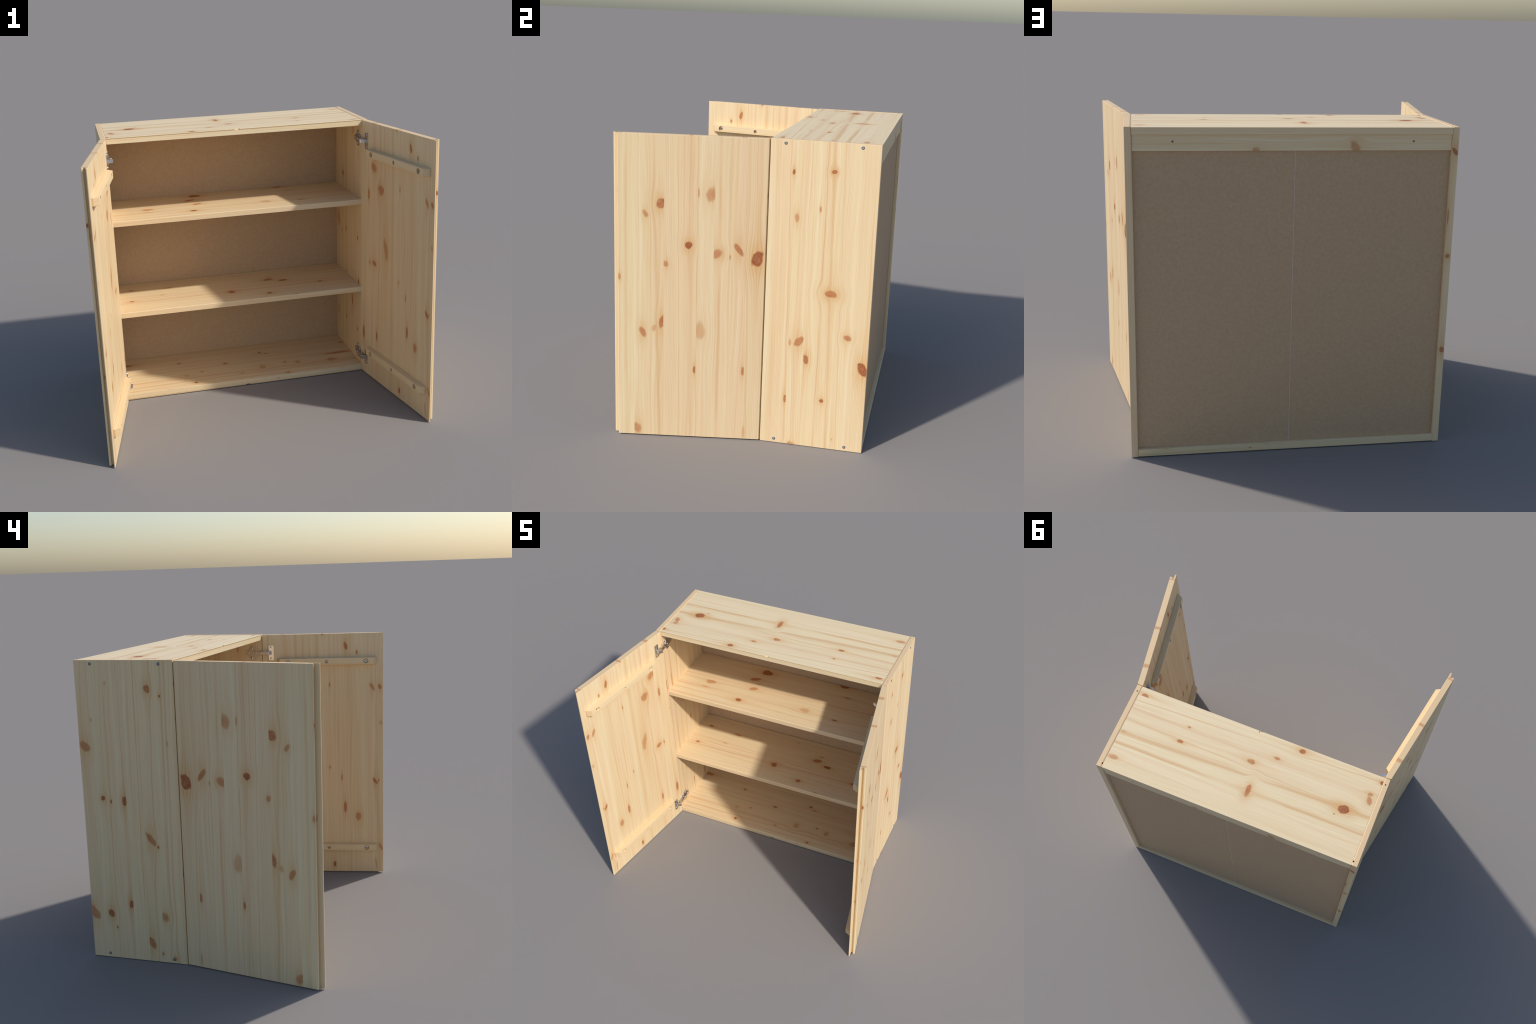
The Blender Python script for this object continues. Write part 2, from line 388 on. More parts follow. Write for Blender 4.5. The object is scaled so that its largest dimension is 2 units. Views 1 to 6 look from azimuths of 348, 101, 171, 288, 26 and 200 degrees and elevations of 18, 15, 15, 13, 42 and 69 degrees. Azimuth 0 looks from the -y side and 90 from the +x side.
def pine(name, seed, knots=(), staves=(), streaks=(), pale=0.0, swap=False):
    """Long-grain pine: glued staves of slightly different tone, fine growth lines, streaks, knots.
    swap reads the board thickness as the across direction, for knots on a narrow edge."""
    mat, t, bsdf = principled(name)
    u, w, v = object_axes(t)
    if swap:
        u, w = w, u
    na = t.mul(t.sub(t.noise(t.vec(u, w, t.mul(v, 0.7)), 30.0, 1.0), 0.5), 0.85)
    nb = t.mul(t.sub(t.noise(t.vec(u, t.add(w, 7.0), t.mul(v, 0.7)), 26.0, 1.0), 0.5), 0.75)
    core, ring, halo, bend, near = 0.0, 1.0, 0.0, 0.0, 0.0
    for (cu, cv, ru, rv, ang, st, lo, hi) in knots:
        c, s = math.cos(math.radians(ang)), math.sin(math.radians(ang))
        o = t.group(KNOT, U=u, V=v, Na=na, Nb=nb, Cu=cu, Cv=cv, Ru=ru * 1.08, Rv=rv * 1.08, Cos=c, Sin=s,
                    Strength=st, CutLo=float(lo), CutHi=float(hi), Core=core, Ring=ring, Halo=halo, Bend=bend,
                    Near=near)
        core, ring, halo, bend, near = o['Core'], o['Ring'], o['Halo'], o['Bend'], o['Near']
    idx = stave_index(t, u, staves)
    sid = t.add(t.mul(idx, 3.71), seed)
    r1 = t.white(sid)
    r2 = t.white(t.add(sid, 0.37))
    ue = t.sub(u, bend)
    # slow wander of the grain
    wander = t.mul(t.sub(t.noise(t.vec(t.mul(ue, 5.0), t.mul(v, 0.9), sid), 1.0, 1.0), 0.5), 0.055)
    ripple = t.mul(t.sub(t.noise(t.vec(t.mul(ue, 9.0), t.mul(v, 5.0), sid), 1.0, 1.0), 0.5), 0.010)
    x = t.add(t.add(ue, t.add(wander, ripple)), t.mul(w, 0.55))
    # streaks: narrow across, very long along
    s1 = t.noise(t.vec(t.mul(x, 16.0), t.mul(v, 0.28), t.add(sid, t.mul(w, 9.0))), 1.0, 2.0)
    s2 = t.noise(t.vec(t.mul(x, 48.0), t.mul(v, 0.45), t.add(sid, 5.3)), 1.0, 2.0)
    s3 = t.noise(t.vec(t.mul(x, 90.0), t.mul(v, 0.8), t.add(sid, 8.8)), 1.0, 1.0)
    fine = t.noise(t.vec(t.mul(x, 330.0), t.mul(v, 3.5), t.add(t.mul(w, 60.0), sid)), 1.0, 2.0)
    # growth lines
    pitch = t.add(85.0, t.mul(r2, 70.0))
    saw = t.m('FRACT', t.add(t.mul(x, pitch), t.mul(s2, 0.8)))
    late = t.mul(t.m('POWER', saw, 2.5), t.step(saw, 1.0, 0.93))
    seen = t.step(t.noise(t.vec(t.mul(x, 11.0), t.mul(v, 0.5), t.add(sid, 9.1)), 1.0, 1.0), 0.38, 0.66, 0.2, 1.0)
    tone = t.m('ADD', t.mul(t.sub(s1, 0.5), 2.0), t.add(0.1, t.mul(r1, 0.7)), clamp=True)
    col = t.mix(tone, YELLOW, PINK)
    if pale > 0.0:
        col = t.mix(pale, col, PALE)
    col = t.mix(t.mul(t.step(s2, 0.52, 0.70), 0.5), col, PALE)
    col = t.mix(t.mul(t.step(s2, 0.45, 0.30), 0.23), col, STREAK)
    col = t.mix(t.mul(t.step(s1, 0.62, 0.78), 0.30), col, STREAK)
    col = t.mix(t.mul(t.step(s3, 0.35, 0.24), 0.34), col, STREAK)
    # the strongest streaks sit at known places
    total = 0.0
    drift = t.sub(t.add(ue, t.mul(ripple, 0.9)), t.mul(wander, -0.12))
    for (u0, k, half, st) in streaks:
        d = t.m('DIVIDE', t.sub(t.sub(drift, u0), t.mul(v, k)), half)
        total = t.m('MAXIMUM', total, t.mul(t.m('EXPONENT', t.mul(t.mul(d, d), -1.0)), st))
    if streaks:
        fade = t.step(t.noise(t.vec(t.mul(u, 14.0), t.mul(v, 1.6), seed), 1.0, 1.0), 0.30, 0.55, 0.35, 1.25)
        col = t.mix(t.m('MULTIPLY', total, fade, clamp=True), col, STREAK)
    # a hair of shade at the glue joints
    for e in staves:
        d = t.m('ABSOLUTE', t.sub(u, e))
        col = t.mix(t.mul(t.step(d, 0.0013, 0.0), 0.22), col, LINE)
    col = t.mix(t.m('MULTIPLY', late, t.add(t.mul(seen, 0.27), t.mul(near, 0.60)), clamp=True), col, LINE)
    col = t.mix(t.mul(t.step(fine, 0.52, 0.30), 0.22), col, STREAK)
    # knots
    col = t.mix(t.m('MULTIPLY', t.mul(halo, t.add(0.45, fine)), 0.78, clamp=True), col, HALO)
    grain = t.noise(t.vec(t.mul(ring, 7.0), t.mul(u, 45.0), t.mul(v, 45.0)), 1.0, 2.0)
    kc = t.mix(t.step(core, 0.30, 0.80), KNOT_ORANGE, KNOT_RED)
    kc = t.mix(t.step(grain, 0.34, 0.68, 0.0, 0.42), kc, HALO)
    rim = t.mul(t.step(ring, 0.62, 0.85), t.step(ring, 1.15, 0.95))
    kc = t.mix(t.mul(t.mul(rim, t.step(na, -0.25, 0.2)), 0.32), kc, KNOT_DARK)
    kc = t.mix(t.mul(t.step(core, 0.80, 0.97), 0.27), kc, KNOT_DARK)
    col = t.mix(t.m('POWER', core, 0.62, clamp=True), col, kc)
    t.put(bsdf.inputs['Base Color'], col)
    bump = t.node('ShaderNodeBump')
    bump.inputs['Strength'].default_value = 0.06
    bump.inputs['Distance'].default_value = 0.002
    t.put(bump.inputs['Height'], fine)
    t.put(bsdf.inputs['Normal'], bump.outputs[0])
    return mat


def end_grain(name, seed, staves=(), spots=(), contrast=0.38):
    """Sawn board ends: arcs of growth rings, a new centre in each stave; spots are knots seen at the end."""
    mat, t, bsdf = principled(name, 0.6)
    u, w, v = object_axes(t)
    idx = stave_index(t, u, staves)
    sid = t.add(t.mul(idx, 2.93), seed)
    cu = t.add(t.mul(t.add(idx, t.white(sid)), 0.11), 0.02)
    cw = t.mul(t.sub(t.white(t.add(sid, 0.5)), 0.5), 0.16)
    jit = t.mul(t.noise(t.vec(t.mul(u, 30.0), t.mul(w, 30.0), sid), 1.0, 1.0), 0.006)
    du, dw = t.sub(u, cu), t.sub(w, cw)
    rad = t.add(t.m('SQRT', t.add(t.mul(du, du), t.mul(dw, dw))), jit)
    saw = t.m('FRACT', t.mul(rad, 150.0))
    late = t.mul(t.m('POWER', saw, 2.0), t.step(saw, 1.0, 0.9))
    tone = t.add(t.mul(t.white(t.add(sid, 1.7)), 0.6),
                 t.mul(t.noise(t.vec(t.mul(u, 20.0), t.mul(w, 8.0), seed), 1.0, 2.0), 0.4))
    col = t.mix(tone, YELLOW, PINK)
    col = t.mix(0.16, col, STREAK)
    col = t.mix(t.mul(late, contrast), col, LINE)
    for (su, half) in spots:
        d = t.m('DIVIDE', t.m('ABSOLUTE', t.sub(u, su)), half)
        col = t.mix(t.mul(t.step(d, 1.25, 0.4), 0.62), col, t.mix(0.35, KNOT_RED, HALO))
    t.put(bsdf.inputs['Base Color'], col)
    return mat


def hardboard():
    mat, t, bsdf = principled('hardboard_brown', 0.75, 0.2)
    x, y, z = object_axes(t)
    p = t.vec(x, y, z)
    a = t.noise(p, 60.0, 3.0, 0.6)
    b = t.noise(p, 6.0, 2.0)
    c = t.noise(p, 170.0, 2.0)
    col = t.mix(t.step(a, 0.30, 0.70), lin(190, 160, 126), lin(198, 168, 134))
    col = t.mix(t.mul(t.step(b, 0.35, 0.7), 0.25), col, lin(194, 160, 130))
    col = t.mix(t.mul(t.step(c, 0.64, 0.80), 0.30), col, lin(158, 128, 98))
    t.put(bsdf.inputs['Base Color'], col)
    return mat


def plain(name, rgb, rough=0.5, spec=0.3, metal=0.0, vary=0.06):
    mat, t, bsdf = principled(name, rough, spec, metal)
    x, y, z = object_axes(t)
    n = t.noise(t.vec(x, y, z), 90.0, 2.0)
    dark = lin(*[c * (1.0 - 2.5 * vary) for c in rgb])
    t.put(bsdf.inputs['Base Color'], t.mix(n, dark, lin(*rgb)))
    return mat


# ================================================================== mesh helpers
def rounded(points, radii, seg=3):
    """Round the corners of a closed polygon; radii is one number or one per corner."""
    n = len(points)
    if not isinstance(radii, (list, tuple)):
        radii = [radii] * n
    out = []
    for i in range(n):
        p0, p1, p2 = Vector(points[i - 1]), Vector(points[i]), Vector(points[(i + 1) % n])
        r = radii[i]
        a, b = (p0 - p1), (p2 - p1)
        if r <= 0:
            out.append(p1[:])
            continue
        ca = max(-0.999, min(0.999, a.normalized().dot(b.normalized())))
        half = math.acos(ca) / 2.0
        cut = min(r / math.tan(half), a.length * 0.49, b.length * 0.49)
        rr = cut * math.tan(half)
        s, e = p1 + a.normalized() * cut, p1 + b.normalized() * cut
        centre = p1 + (a.normalized() + b.normalized()).normalized() * (rr / math.sin(half))
        a0 = math.atan2(s.y - centre.y, s.x - centre.x)
        a1 = math.atan2(e.y - centre.y, e.x - centre.x)
        da = (a1 - a0 + math.pi) % (2 * math.pi) - math.pi
        for k in range(seg + 1):
            an = a0 + da * k / seg
            out.append((centre.x + rr * math.cos(an), centre.y + rr * math.sin(an)))
    return out


def extrude_into(bm, poly, z0, z1, end_bevel=0.0):
    lo = [bm.verts.new((x, y, z0)) for x, y in poly]
    hi = [bm.verts.new((x, y, z1)) for x, y in poly]
    n = len(poly)
    area = sum(poly[i - 1][0] * poly[i][1] - poly[i][0] * poly[i - 1][1] for i in range(n))
    faces = []
    if area < 0:
        lo.reverse()
        hi.reverse()
    for i in range(n):
        faces.append(bm.faces.new((lo[i - 1], lo[i], hi[i], hi[i - 1])))
    caps = [bm.faces.new(list(reversed(lo))), bm.faces.new(hi)]
    if end_bevel > 0:
        edges = list({e for f in caps for e in f.edges})
        bmesh.ops.bevel(bm, geom=edges, offset=end_bevel, segments=2, profile=0.5, affect='EDGES')
    return faces


def box_into(bm, x0, x1, y0, y1, z0, z1, bevel=0.0):
    before = set(bm.verts)
    extrude_into(bm, [(x0, y0), (x1, y0), (x1, y1), (x0, y1)], z0, z1)
    if bevel > 0:
        vs = [v for v in bm.verts if v not in before]
        edges = list({e for v in vs for e in v.link_edges})
        bmesh.ops.bevel(bm, geom=edges, offset=bevel, segments=2, profile=0.5, affect='EDGES')


def cylinder_into(bm, centre, axis, radius, length, seg=24, radius2=None):
    axis = Vector(axis).normalized()
    rot = Vector((0, 0, 1)).rotation_difference(axis).to_matrix().to_4x4()
    mat = Matrix.Translation(Vector(centre)) @ rot
    bmesh.ops.create_cone(bm, cap_ends=True, segments=seg, radius1=radius,
                          radius2=radius if radius2 is None else radius2, depth=length, matrix=mat)


def finish(bm, name, parent, mats=(), loc=(0, 0, 0), rot=None, smooth=False):
    bmesh.ops.recalc_face_normals(bm, faces=bm.faces)
    me = bpy.data.meshes.new(name)
    bm.to_mesh(me)
    bm.free()
    ob = bpy.data.objects.new(name, me)
    bpy.context.scene.collection.objects.link(ob)
    for m in mats:
        me.materials.append(m)
    ob.parent = parent
    ob.location = loc
    if rot is not None:
        ob.rotation_euler = rot
    if smooth:
        me.polygons.foreach_set('use_smooth', [True] * len(me.polygons))
        me.set_sharp_from_angle(angle=math.radians(35))
    return ob


def slot_by_side(ob):
    """board slots: 0 = face towards local +Y, 1 = face towards -Y, 2 = long edges, 3 = sawn ends"""
    for p in ob.data.polygons:
        n = p.normal
        if abs(n.z) > 0.75:
            p.material_index = 3
        elif n.y > 0.75:
            p.material_index = 0
        elif n.y < -0.75:
            p.material_index = 1
        else:
            p.material_index = 2


def drill(ob, holes, slot=2):
    """Cut round holes: each is (centre, axis, radius, length)."""
    bm = bmesh.new()
    for c, ax, r, ln in holes:
        cylinder_into(bm, c, ax, r, ln, 20)
    for f in bm.faces:
        f.material_index = slot
    me = bpy.data.meshes.new('drill')
    bm.to_mesh(me)
    bm.free()
    for m in ob.data.materials:
        me.materials.append(m)
    cutter = bpy.data.objects.new('drill', me)
    bpy.context.scene.collection.objects.link(cutter)
    cutter.parent = ob.parent
    cutter.location = ob.location
    cutter.rotation_euler = ob.rotation_euler
    mod = ob.modifiers.new('drill', 'BOOLEAN')
    mod.operation, mod.solver, mod.object = 'DIFFERENCE', 'EXACT', cutter
    bpy.context.view_layer.update()
    dg = bpy.context.evaluated_depsgraph_get()
    new = bpy.data.meshes.new_from_object(ob.evaluated_get(dg))
    ob.modifiers.clear()
    old = ob.data
    name = old.name
    ob.data = new
    bpy.data.meshes.remove(old)
    new.name = name
    bpy.data.objects.remove(cutter)
    bpy.data.meshes.remove(me)


# board frames (columns are local X, Y, Z in the parent frame)
def frame(x, y, z):
    return Matrix((x, y, z)).transposed().to_euler()


ROT_SIDE = frame((0, 1, 0), (-1, 0, 0), (0, 0, 1))     # u = y, v = z, local +Y looks to -x
ROT_FLAT = frame((0, 1, 0), (0, 0, 1), (1, 0, 0))      # u = y, v = x, local +Y looks up
ROT_RAIL = frame((0, 0, 1), (0, -1, 0), (1, 0, 0))     # u = z, v = x, local +Y looks to the front
ROT_BATTEN = frame((0, 0, 1), (0, -1, 0), (1, 0, 0))   # in the door frame: u = z, v = door width, +Y inwards

# ================================================================== materials
EDGE = pine('pine_edge', 3.1)
END_SIDE = end_grain('pine_end_side', 1.3, (0.19, 0.29, 0.38, 0.46, 0.55, 0.64))
END_DOOR = end_grain('pine_end_door', 6.2, (0.09, 0.17, 0.28, 0.36, 0.45, 0.54, 0.66, 0.76),
                     ((0.135, 0.016), (0.42, 0.012), (0.80, 0.006)))
END_FLAT = end_grain('pine_end_shelf', 9.4, STAVES_SHELF)
END_BATTEN = end_grain('pine_end_batten', 4.4, contrast=0.85)
DOOR_OUT = pine('pine_door_outside', 11.0, KNOTS_DOOR_OUTER, STAVES_DOOR_OUTER, STREAKS_DOOR_OUTER)
DOOR_IN = pine('pine_door_inside', 23.0, KNOTS_DOOR_INNER, STAVES_DOOR_INNER, STREAKS_DOOR_INNER)
DOOR_EDGE = pine('pine_door_edge', 27.0, KNOTS_DOOR_EDGE, swap=True)
SIDE_R_OUT = pine('pine_right_outside', 31.0, KNOTS_RIGHT_SIDE_OUTER, STAVES_SIDE_RIGHT, STREAKS_RIGHT_SIDE_OUTER)
SIDE_R_IN = pine('pine_right_inside', 37.0, KNOTS_RIGHT_SIDE_INNER, STAVES_SIDE_RIGHT, STREAKS_RIGHT_SIDE_INNER)
SIDE_L_OUT = pine('pine_left_outside', 41.0, KNOTS_LEFT_SIDE_OUTER, STAVES_SIDE_LEFT, STREAKS_LEFT_SIDE_OUTER)
SIDE_L_IN = pine('pine_left_inside', 43.0, KNOTS_LEFT_SIDE_INNER, STAVES_SIDE_LEFT, STREAKS_LEFT_SIDE_INNER)
SIDE_L_EDGE = pine('pine_left_edge', 45.0, KNOTS_LEFT_BACK_EDGE, swap=True)
BOTTOM_EDGE = pine('pine_bottom_edge', 46.0, KNOTS_BOTTOM_BACK_EDGE, swap=True)
TOP_FACE = pine('pine_top', 47.0, KNOTS_TOP_PANEL, STAVES_TOP, STREAKS_TOP_PANEL, pale=0.42)
SHELF_A = pine('pine_upper_shelf', 53.0, KNOTS_UPPER_SHELF, STAVES_SHELF, STREAKS_UPPER_SHELF)
SHELF_B = pine('pine_lower_shelf', 59.0, KNOTS_LOWER_SHELF, STAVES_SHELF, STREAKS_LOWER_SHELF)
BOTTOM_FACE = pine('pine_bottom', 61.0, KNOTS_BOTTOM_PANEL, STAVES_SHELF, STREAKS_BOTTOM_PANEL)
UNDER = pine('pine_under', 67.0, (), STAVES_SHELF)
RAIL_FACE = pine('pine_rail', 71.0, KNOTS_RAIL)
BATTEN_FACE = pine('pine_batten', 73.0)
HARDBOARD = hardboard()
TAPE = plain('pale_seam', (226, 204, 186), 0.6)
STEEL = plain('zinc_steel', (226, 226, 228), 0.30, 0.5, 1.0, 0.03)
DARK_STEEL = plain('dark_steel', (70, 74, 80), 0.4, 0.5, 1.0)
SCREW_GREY = plain('grey_screw', (116, 124, 134), 0.45, 0.5, 0.35)
SOCKET = plain('screw_socket', (84, 90, 98), 0.5, 0.4, 0.4)

# ================================================================== the cabinet
cabinet = bpy.data.objects.new('storage_cabinet', None)
bpy.context.scene.collection.objects.link(cabinet)
cabinet['label'] = 'knotty pine wall cabinet with two open doors and shelves'
cabinet['category'] = 'cabinet'


# ---- side boards: rounded long edges, groove for the back, rows of pin holes
def side_panel(sign):
    # profile in (u, y) with local +Y towards -x; the inner face is at the local side of -sign*x
    y_out, y_in = (-HALF_W, -IN_X) if sign > 0 else (HALF_W, IN_X)
    k = 1 if sign > 0 else -1          # direction from outer to inner in local Y
    g0, g1, gd = 0.6870, 0.6975, 0.0105
    pts = [(FRONT, y_out), (BACK, y_out), (BACK, y_in), (g1, y_in), (g1, y_in - k * gd), (g0, y_in - k * gd),
           (g0, y_in), (FRONT, y_in)]
    rad = [0.003, 0.003, 0.006, 0.0008, 0, 0, 0.0008, 0.006]
    bm = bmesh.new()
    extrude_into(bm, rounded(pts, rad), 0.0, HEIGHT, 0.0012)
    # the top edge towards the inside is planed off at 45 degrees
    bmesh.ops.bisect_plane(bm, geom=bm.verts[:] + bm.edges[:] + bm.faces[:], dist=1e-6,
                           plane_co=(0.4, y_in, HEIGHT - 0.0032), plane_no=(0, 0.5 * k, 1), clear_outer=True)
    rim = [e for e in bm.edges if e.is_boundary]
    bmesh.ops.holes_fill(bm, edges=rim, sides=0)
    outer, inner = (SIDE_R_OUT, SIDE_R_IN) if sign > 0 else (SIDE_L_OUT, SIDE_L_IN)
    edge = EDGE if sign > 0 else SIDE_L_EDGE
    mats = (inner, outer, edge, END_SIDE) if sign > 0 else (outer, inner, edge, END_SIDE)
    ob = finish(bm, 'side_panel', cabinet, mats, rot=ROT_SIDE)
    slot_by_side(ob)
    holes = []
    for row in PIN_ROWS:
        for i in range(PIN_COUNT):
            holes.append(((row, y_in, PIN_TOP - i * PIN_PITCH), (0, 1, 0), 0.0038, 0.022))
    holes.append(((0.166, (y_in + y_out) / 2, HEIGHT), (0, 0, 1), 0.0048, 0.04))
    drill(ob, holes)
    return ob


side_right = side_panel(1)
side_left = side_panel(-1)


# ---- top and bottom boards: small lip and groove along the outer front edge, notched in the middle
def end_board(name, z_out, z_in, face, other):
    k = 1 if z_out > z_in else -1
    fr = FRONT + 0.0005
    notch = 0.014
    full = [(BACK, z_in), (fr, z_in), (fr, z_out - k * 0.0062), (fr + 0.0045, z_out - k * 0.0062),
            (fr + 0.0045, z_out - k * 0.0022), (fr, z_out - k * 0.0022), (fr, z_out), (BACK, z_out)]
    cut = [(BACK, z_in), (fr, z_in), (fr, z_out - k * 0.0062), (fr + 0.012, z_out - k * 0.0062),
           (fr + 0.012, z_out), (BACK, z_out)]
    full = rounded(full, [0.002, 0.002, 0, 0, 0, 0, 0.0006, 0.002], 2)
    cut = rounded(cut, [0.002, 0.002, 0, 0, 0, 0.002], 2)
    x1 = IN_X - 0.0003
    bm = bmesh.new()
    extrude_into(bm, full, -x1, -notch)
    extrude_into(bm, cut, -notch, notch)
    extrude_into(bm, full, notch, x1)
    top, bottom = (face, other) if k > 0 else (other, face)
    ob = finish(bm, name, cabinet, (top, bottom, EDGE if k > 0 else BOTTOM_EDGE, END_FLAT), rot=ROT_FLAT)
    slot_by_side(ob)
    return ob


top_panel = end_board('top_panel', 1.7662, 1.729, TOP_FACE, UNDER)
bottom_panel = end_board('bottom_panel', 0.0025, 0.0425, UNDER, BOTTOM_FACE)


# ---- two loose shelves
def shelf(z0, z1, face):
    bm = bmesh.new()
    poly = rounded([(0.1325, z0), (0.6845, z0), (0.6845, z1), (0.1325, z1)], [0.002, 0.002, 0.002, 0.004])
    extrude_into(bm, poly, -0.8190, 0.8190)
    ob = finish(bm, 'shelf', cabinet, (face, UNDER, EDGE, END_FLAT), rot=ROT_FLAT)
    slot_by_side(ob)
    return ob


shelf(1.2005, 1.2365, SHELF_A)
shelf(0.5835, 0.6195, SHELF_B)


# ---- hanging rail behind, two drilled holes
def hanging_rail():
    bm = bmesh.new()
    poly = rounded([(1.6478, -0.7103), (1.7286, -0.7103), (1.7286, -0.6972), (1.6478, -0.6972)], 0.0010, 2)
    extrude_into(bm, poly, -IN_X + 0.0015, IN_X - 0.0015)
    ob = finish(bm, 'hanging_rail', cabinet, (RAIL_FACE, RAIL_FACE, RAIL_FACE, END_FLAT), rot=ROT_RAIL)
    slot_by_side(ob)
    drill(ob, [((1.6947, -0.710, s), (0, 1, 0), 0.0055, 0.03) for s in (-0.6135, 0.6185)])
    return ob


hanging_rail()

# ---- hardboard back with a pale folding seam on its rear face
bm = bmesh.new()
box_into(bm, -0.8285, 0.8285, 0.6876, 0.6968, 0.0435, 1.7280)
finish(bm, 'back_panel', cabinet, (HARDBOARD,))
bm = bmesh.new()
box_into(bm, -0.0015, 0.0015, 0.6967, 0.6975, 0.0440, 1.6475)
finish(bm, 'back_seam', cabinet, (TAPE,))


# ---- round screw heads on the outside of the side boards
def screw_head_mesh(name, r, depth, socket_r):
    """head pointing to local +Z, flush dome with a hexagonal socket"""
    bm = bmesh.new()
    prof = [(0.0, 0.0), (r, 0.0), (r, 0.35 * depth), (0.86 * r, 0.8 * depth), (socket_r * 1.15, depth),
            (socket_r, depth), (socket_r, 0.25 * depth), (0.0, 0.25 * depth)]
    seg = 24
    rings = []
    for px, pz in prof:
        if px == 0.0:
            rings.append([bm.verts.new((0, 0, pz))])
        else:
            rings.append([bm.verts.new((px * math.cos(2 * math.pi * i / seg), px * math.sin(2 * math.pi * i / seg), pz))
                          for i in range(seg)])
    for a, b in zip(rings[:-1], rings[1:]):
        for i in range(seg):
            j = (i + 1) % seg
            vs = [a[i % len(a)], a[j % len(a)], b[j % len(b)], b[i % len(b)]]
            uniq = list(dict.fromkeys(vs))
            if len(uniq) >= 3:
                f = bm.faces.new(uniq)
                mid = f.calc_center_median()
                if math.hypot(mid.x, mid.y) < socket_r * 1.01 and mid.z > 0.1 * depth:
                    f.material_index = 1
    bmesh.ops.recalc_face_normals(bm, faces=bm.faces)
    me = bpy.data.meshes.new(name)
    bm.to_mesh(me)
    bm.free()
    me.polygons.foreach_set('use_smooth', [True] * len(me.polygons))
    me.set_sharp_from_angle(angle=math.radians(40))
    return me


SCREW_BIG = screw_head_mesh('screw_head', 0.0098, 0.0030, 0.0032)
SCREW_BIG.materials.append(SCREW_GREY)
SCREW_BIG.materials.append(SOCKET)
SCREW_FIT = screw_head_mesh('fitting_screw', 0.0088, 0.0050, 0.0034)
SCREW_FIT.materials.append(STEEL)
SCREW_FIT.materials.append(SOCKET)


def place(mesh, name, parent, loc, direction, scale=1.0):
    ob = bpy.data.objects.new(name, mesh)
    bpy.context.scene.collection.objects.link(ob)
    ob.parent = parent
    ob.location = loc
    ob.rotation_euler = Vector((0, 0, 1)).rotation_difference(Vector(direction)).to_euler()
    ob.scale = (scale,) * 3
    return ob


for side, sgn in ((side_right, 1), (side_left, -1)):
    yl = -HALF_W if sgn > 0 else HALF_W
    for u in SCREW_Y:
        for z in (1.7465, 0.0232):
            place(SCREW_BIG, 'screw', side, (u, yl + 0.0016 * sgn, z), (0, -sgn, 0))


# ---- hinge half on the side board: cross plate, arm, screws
def hinge_mount_mesh():
    """local: X = depth (y of the cabinet), Y = away from the board, Z = up, centred on the hinge height"""
    bm = bmesh.new()
    wing = rounded([(0.167, -0.051), (0.2115, -0.051), (0.2115, 0.051), (0.167, 0.051)], 0.012, 4)

    def slab(poly, y0, y1):
        lo = [bm.verts.new((x, y0, z)) for x, z in poly]
        hi = [bm.verts.new((x, y1, z)) for x, z in poly]
        for i in range(len(poly)):
            bm.faces.new((lo[i - 1], lo[i], hi[i], hi[i - 1]))
        bm.faces.new(lo)
        bm.faces.new(list(reversed(hi)))
    slab(wing, 0.0, 0.0045)
    slab(rounded([(0.139, -0.029), (0.172, -0.029), (0.172, 0.029), (0.139, 0.029)], 0.005, 3), 0.0, 0.0060)
    slab(rounded([(0.160, -0.026), (0.224, -0.026), (0.224, 0.026), (0.160, 0.026)], 0.008, 3), 0.0, 0.0075)
    slab(rounded([(0.150, -0.0145), (0.236, -0.0145), (0.236, 0.0145), (0.150, 0.0145)], 0.004, 3), 0.0, 0.0130)
    bmesh.ops.recalc_face_normals(bm, faces=bm.faces)
    me = bpy.data.meshes.new('hinge_plate')
    bm.to_mesh(me)
    bm.free()
    me.materials.append(STEEL)
    return me


def hinge_arm_mesh():
    bm = bmesh.new()
    # channel from the plate forward, with two raised flanges
    box_into(bm, 0.079, 0.196, 0.0135, 0.0185, -0.0125, 0.0125, 0.0015)
    box_into(bm, 0.079, 0.150, 0.0060, 0.0135, -0.0125, -0.0098, 0.0006)
    box_into(bm, 0.079, 0.150, 0.0060, 0.0135, 0.0098, 0.0125, 0.0006)
    box_into(bm, 0.112, 0.142, 0.0185, 0.0215, -0.0085, 0.0085, 0.001)
    cylinder_into(bm, (0.083, 0.0125, 0), (0, 0, 1), 0.0045, 0.029, 16)
    me = bpy.data.meshes.new('hinge_arm')
    bmesh.ops.recalc_face_normals(bm, faces=bm.faces)
    bm.to_mesh(me)
    bm.free()
    me.materials.append(STEEL)
    return me


MOUNT, ARM = hinge_mount_mesh(), hinge_arm_mesh()
for side, sgn in ((side_right, 1), (side_left, -1)):
    y_in = -IN_X if sgn > 0 else IN_X
    for z in HINGE_Z:
        for mesh, nm in ((MOUNT, 'hinge_plate'), (ARM, 'hinge_arm')):
            ob = bpy.data.objects.new(nm, mesh)
            bpy.context.scene.collection.objects.link(ob)
            ob.parent = side
            ob.location = (0, y_in, z)
            ob.scale = (1, sgn, 1)
        for du, dz, h, sc in ((0.1975, 0.034, 0.0040, 1.0), (0.1975, -0.034, 0.0040, 1.0),
                              (0.166, 0.0, 0.0180, 0.85), (0.220, 0.0, 0.0128, 0.7), (0.127, 0.0, 0.0212, 0.6)):
            place(SCREW_FIT, 'screw', side, (du, y_in + sgn * h, z + dz), (0, sgn, 0), sc)


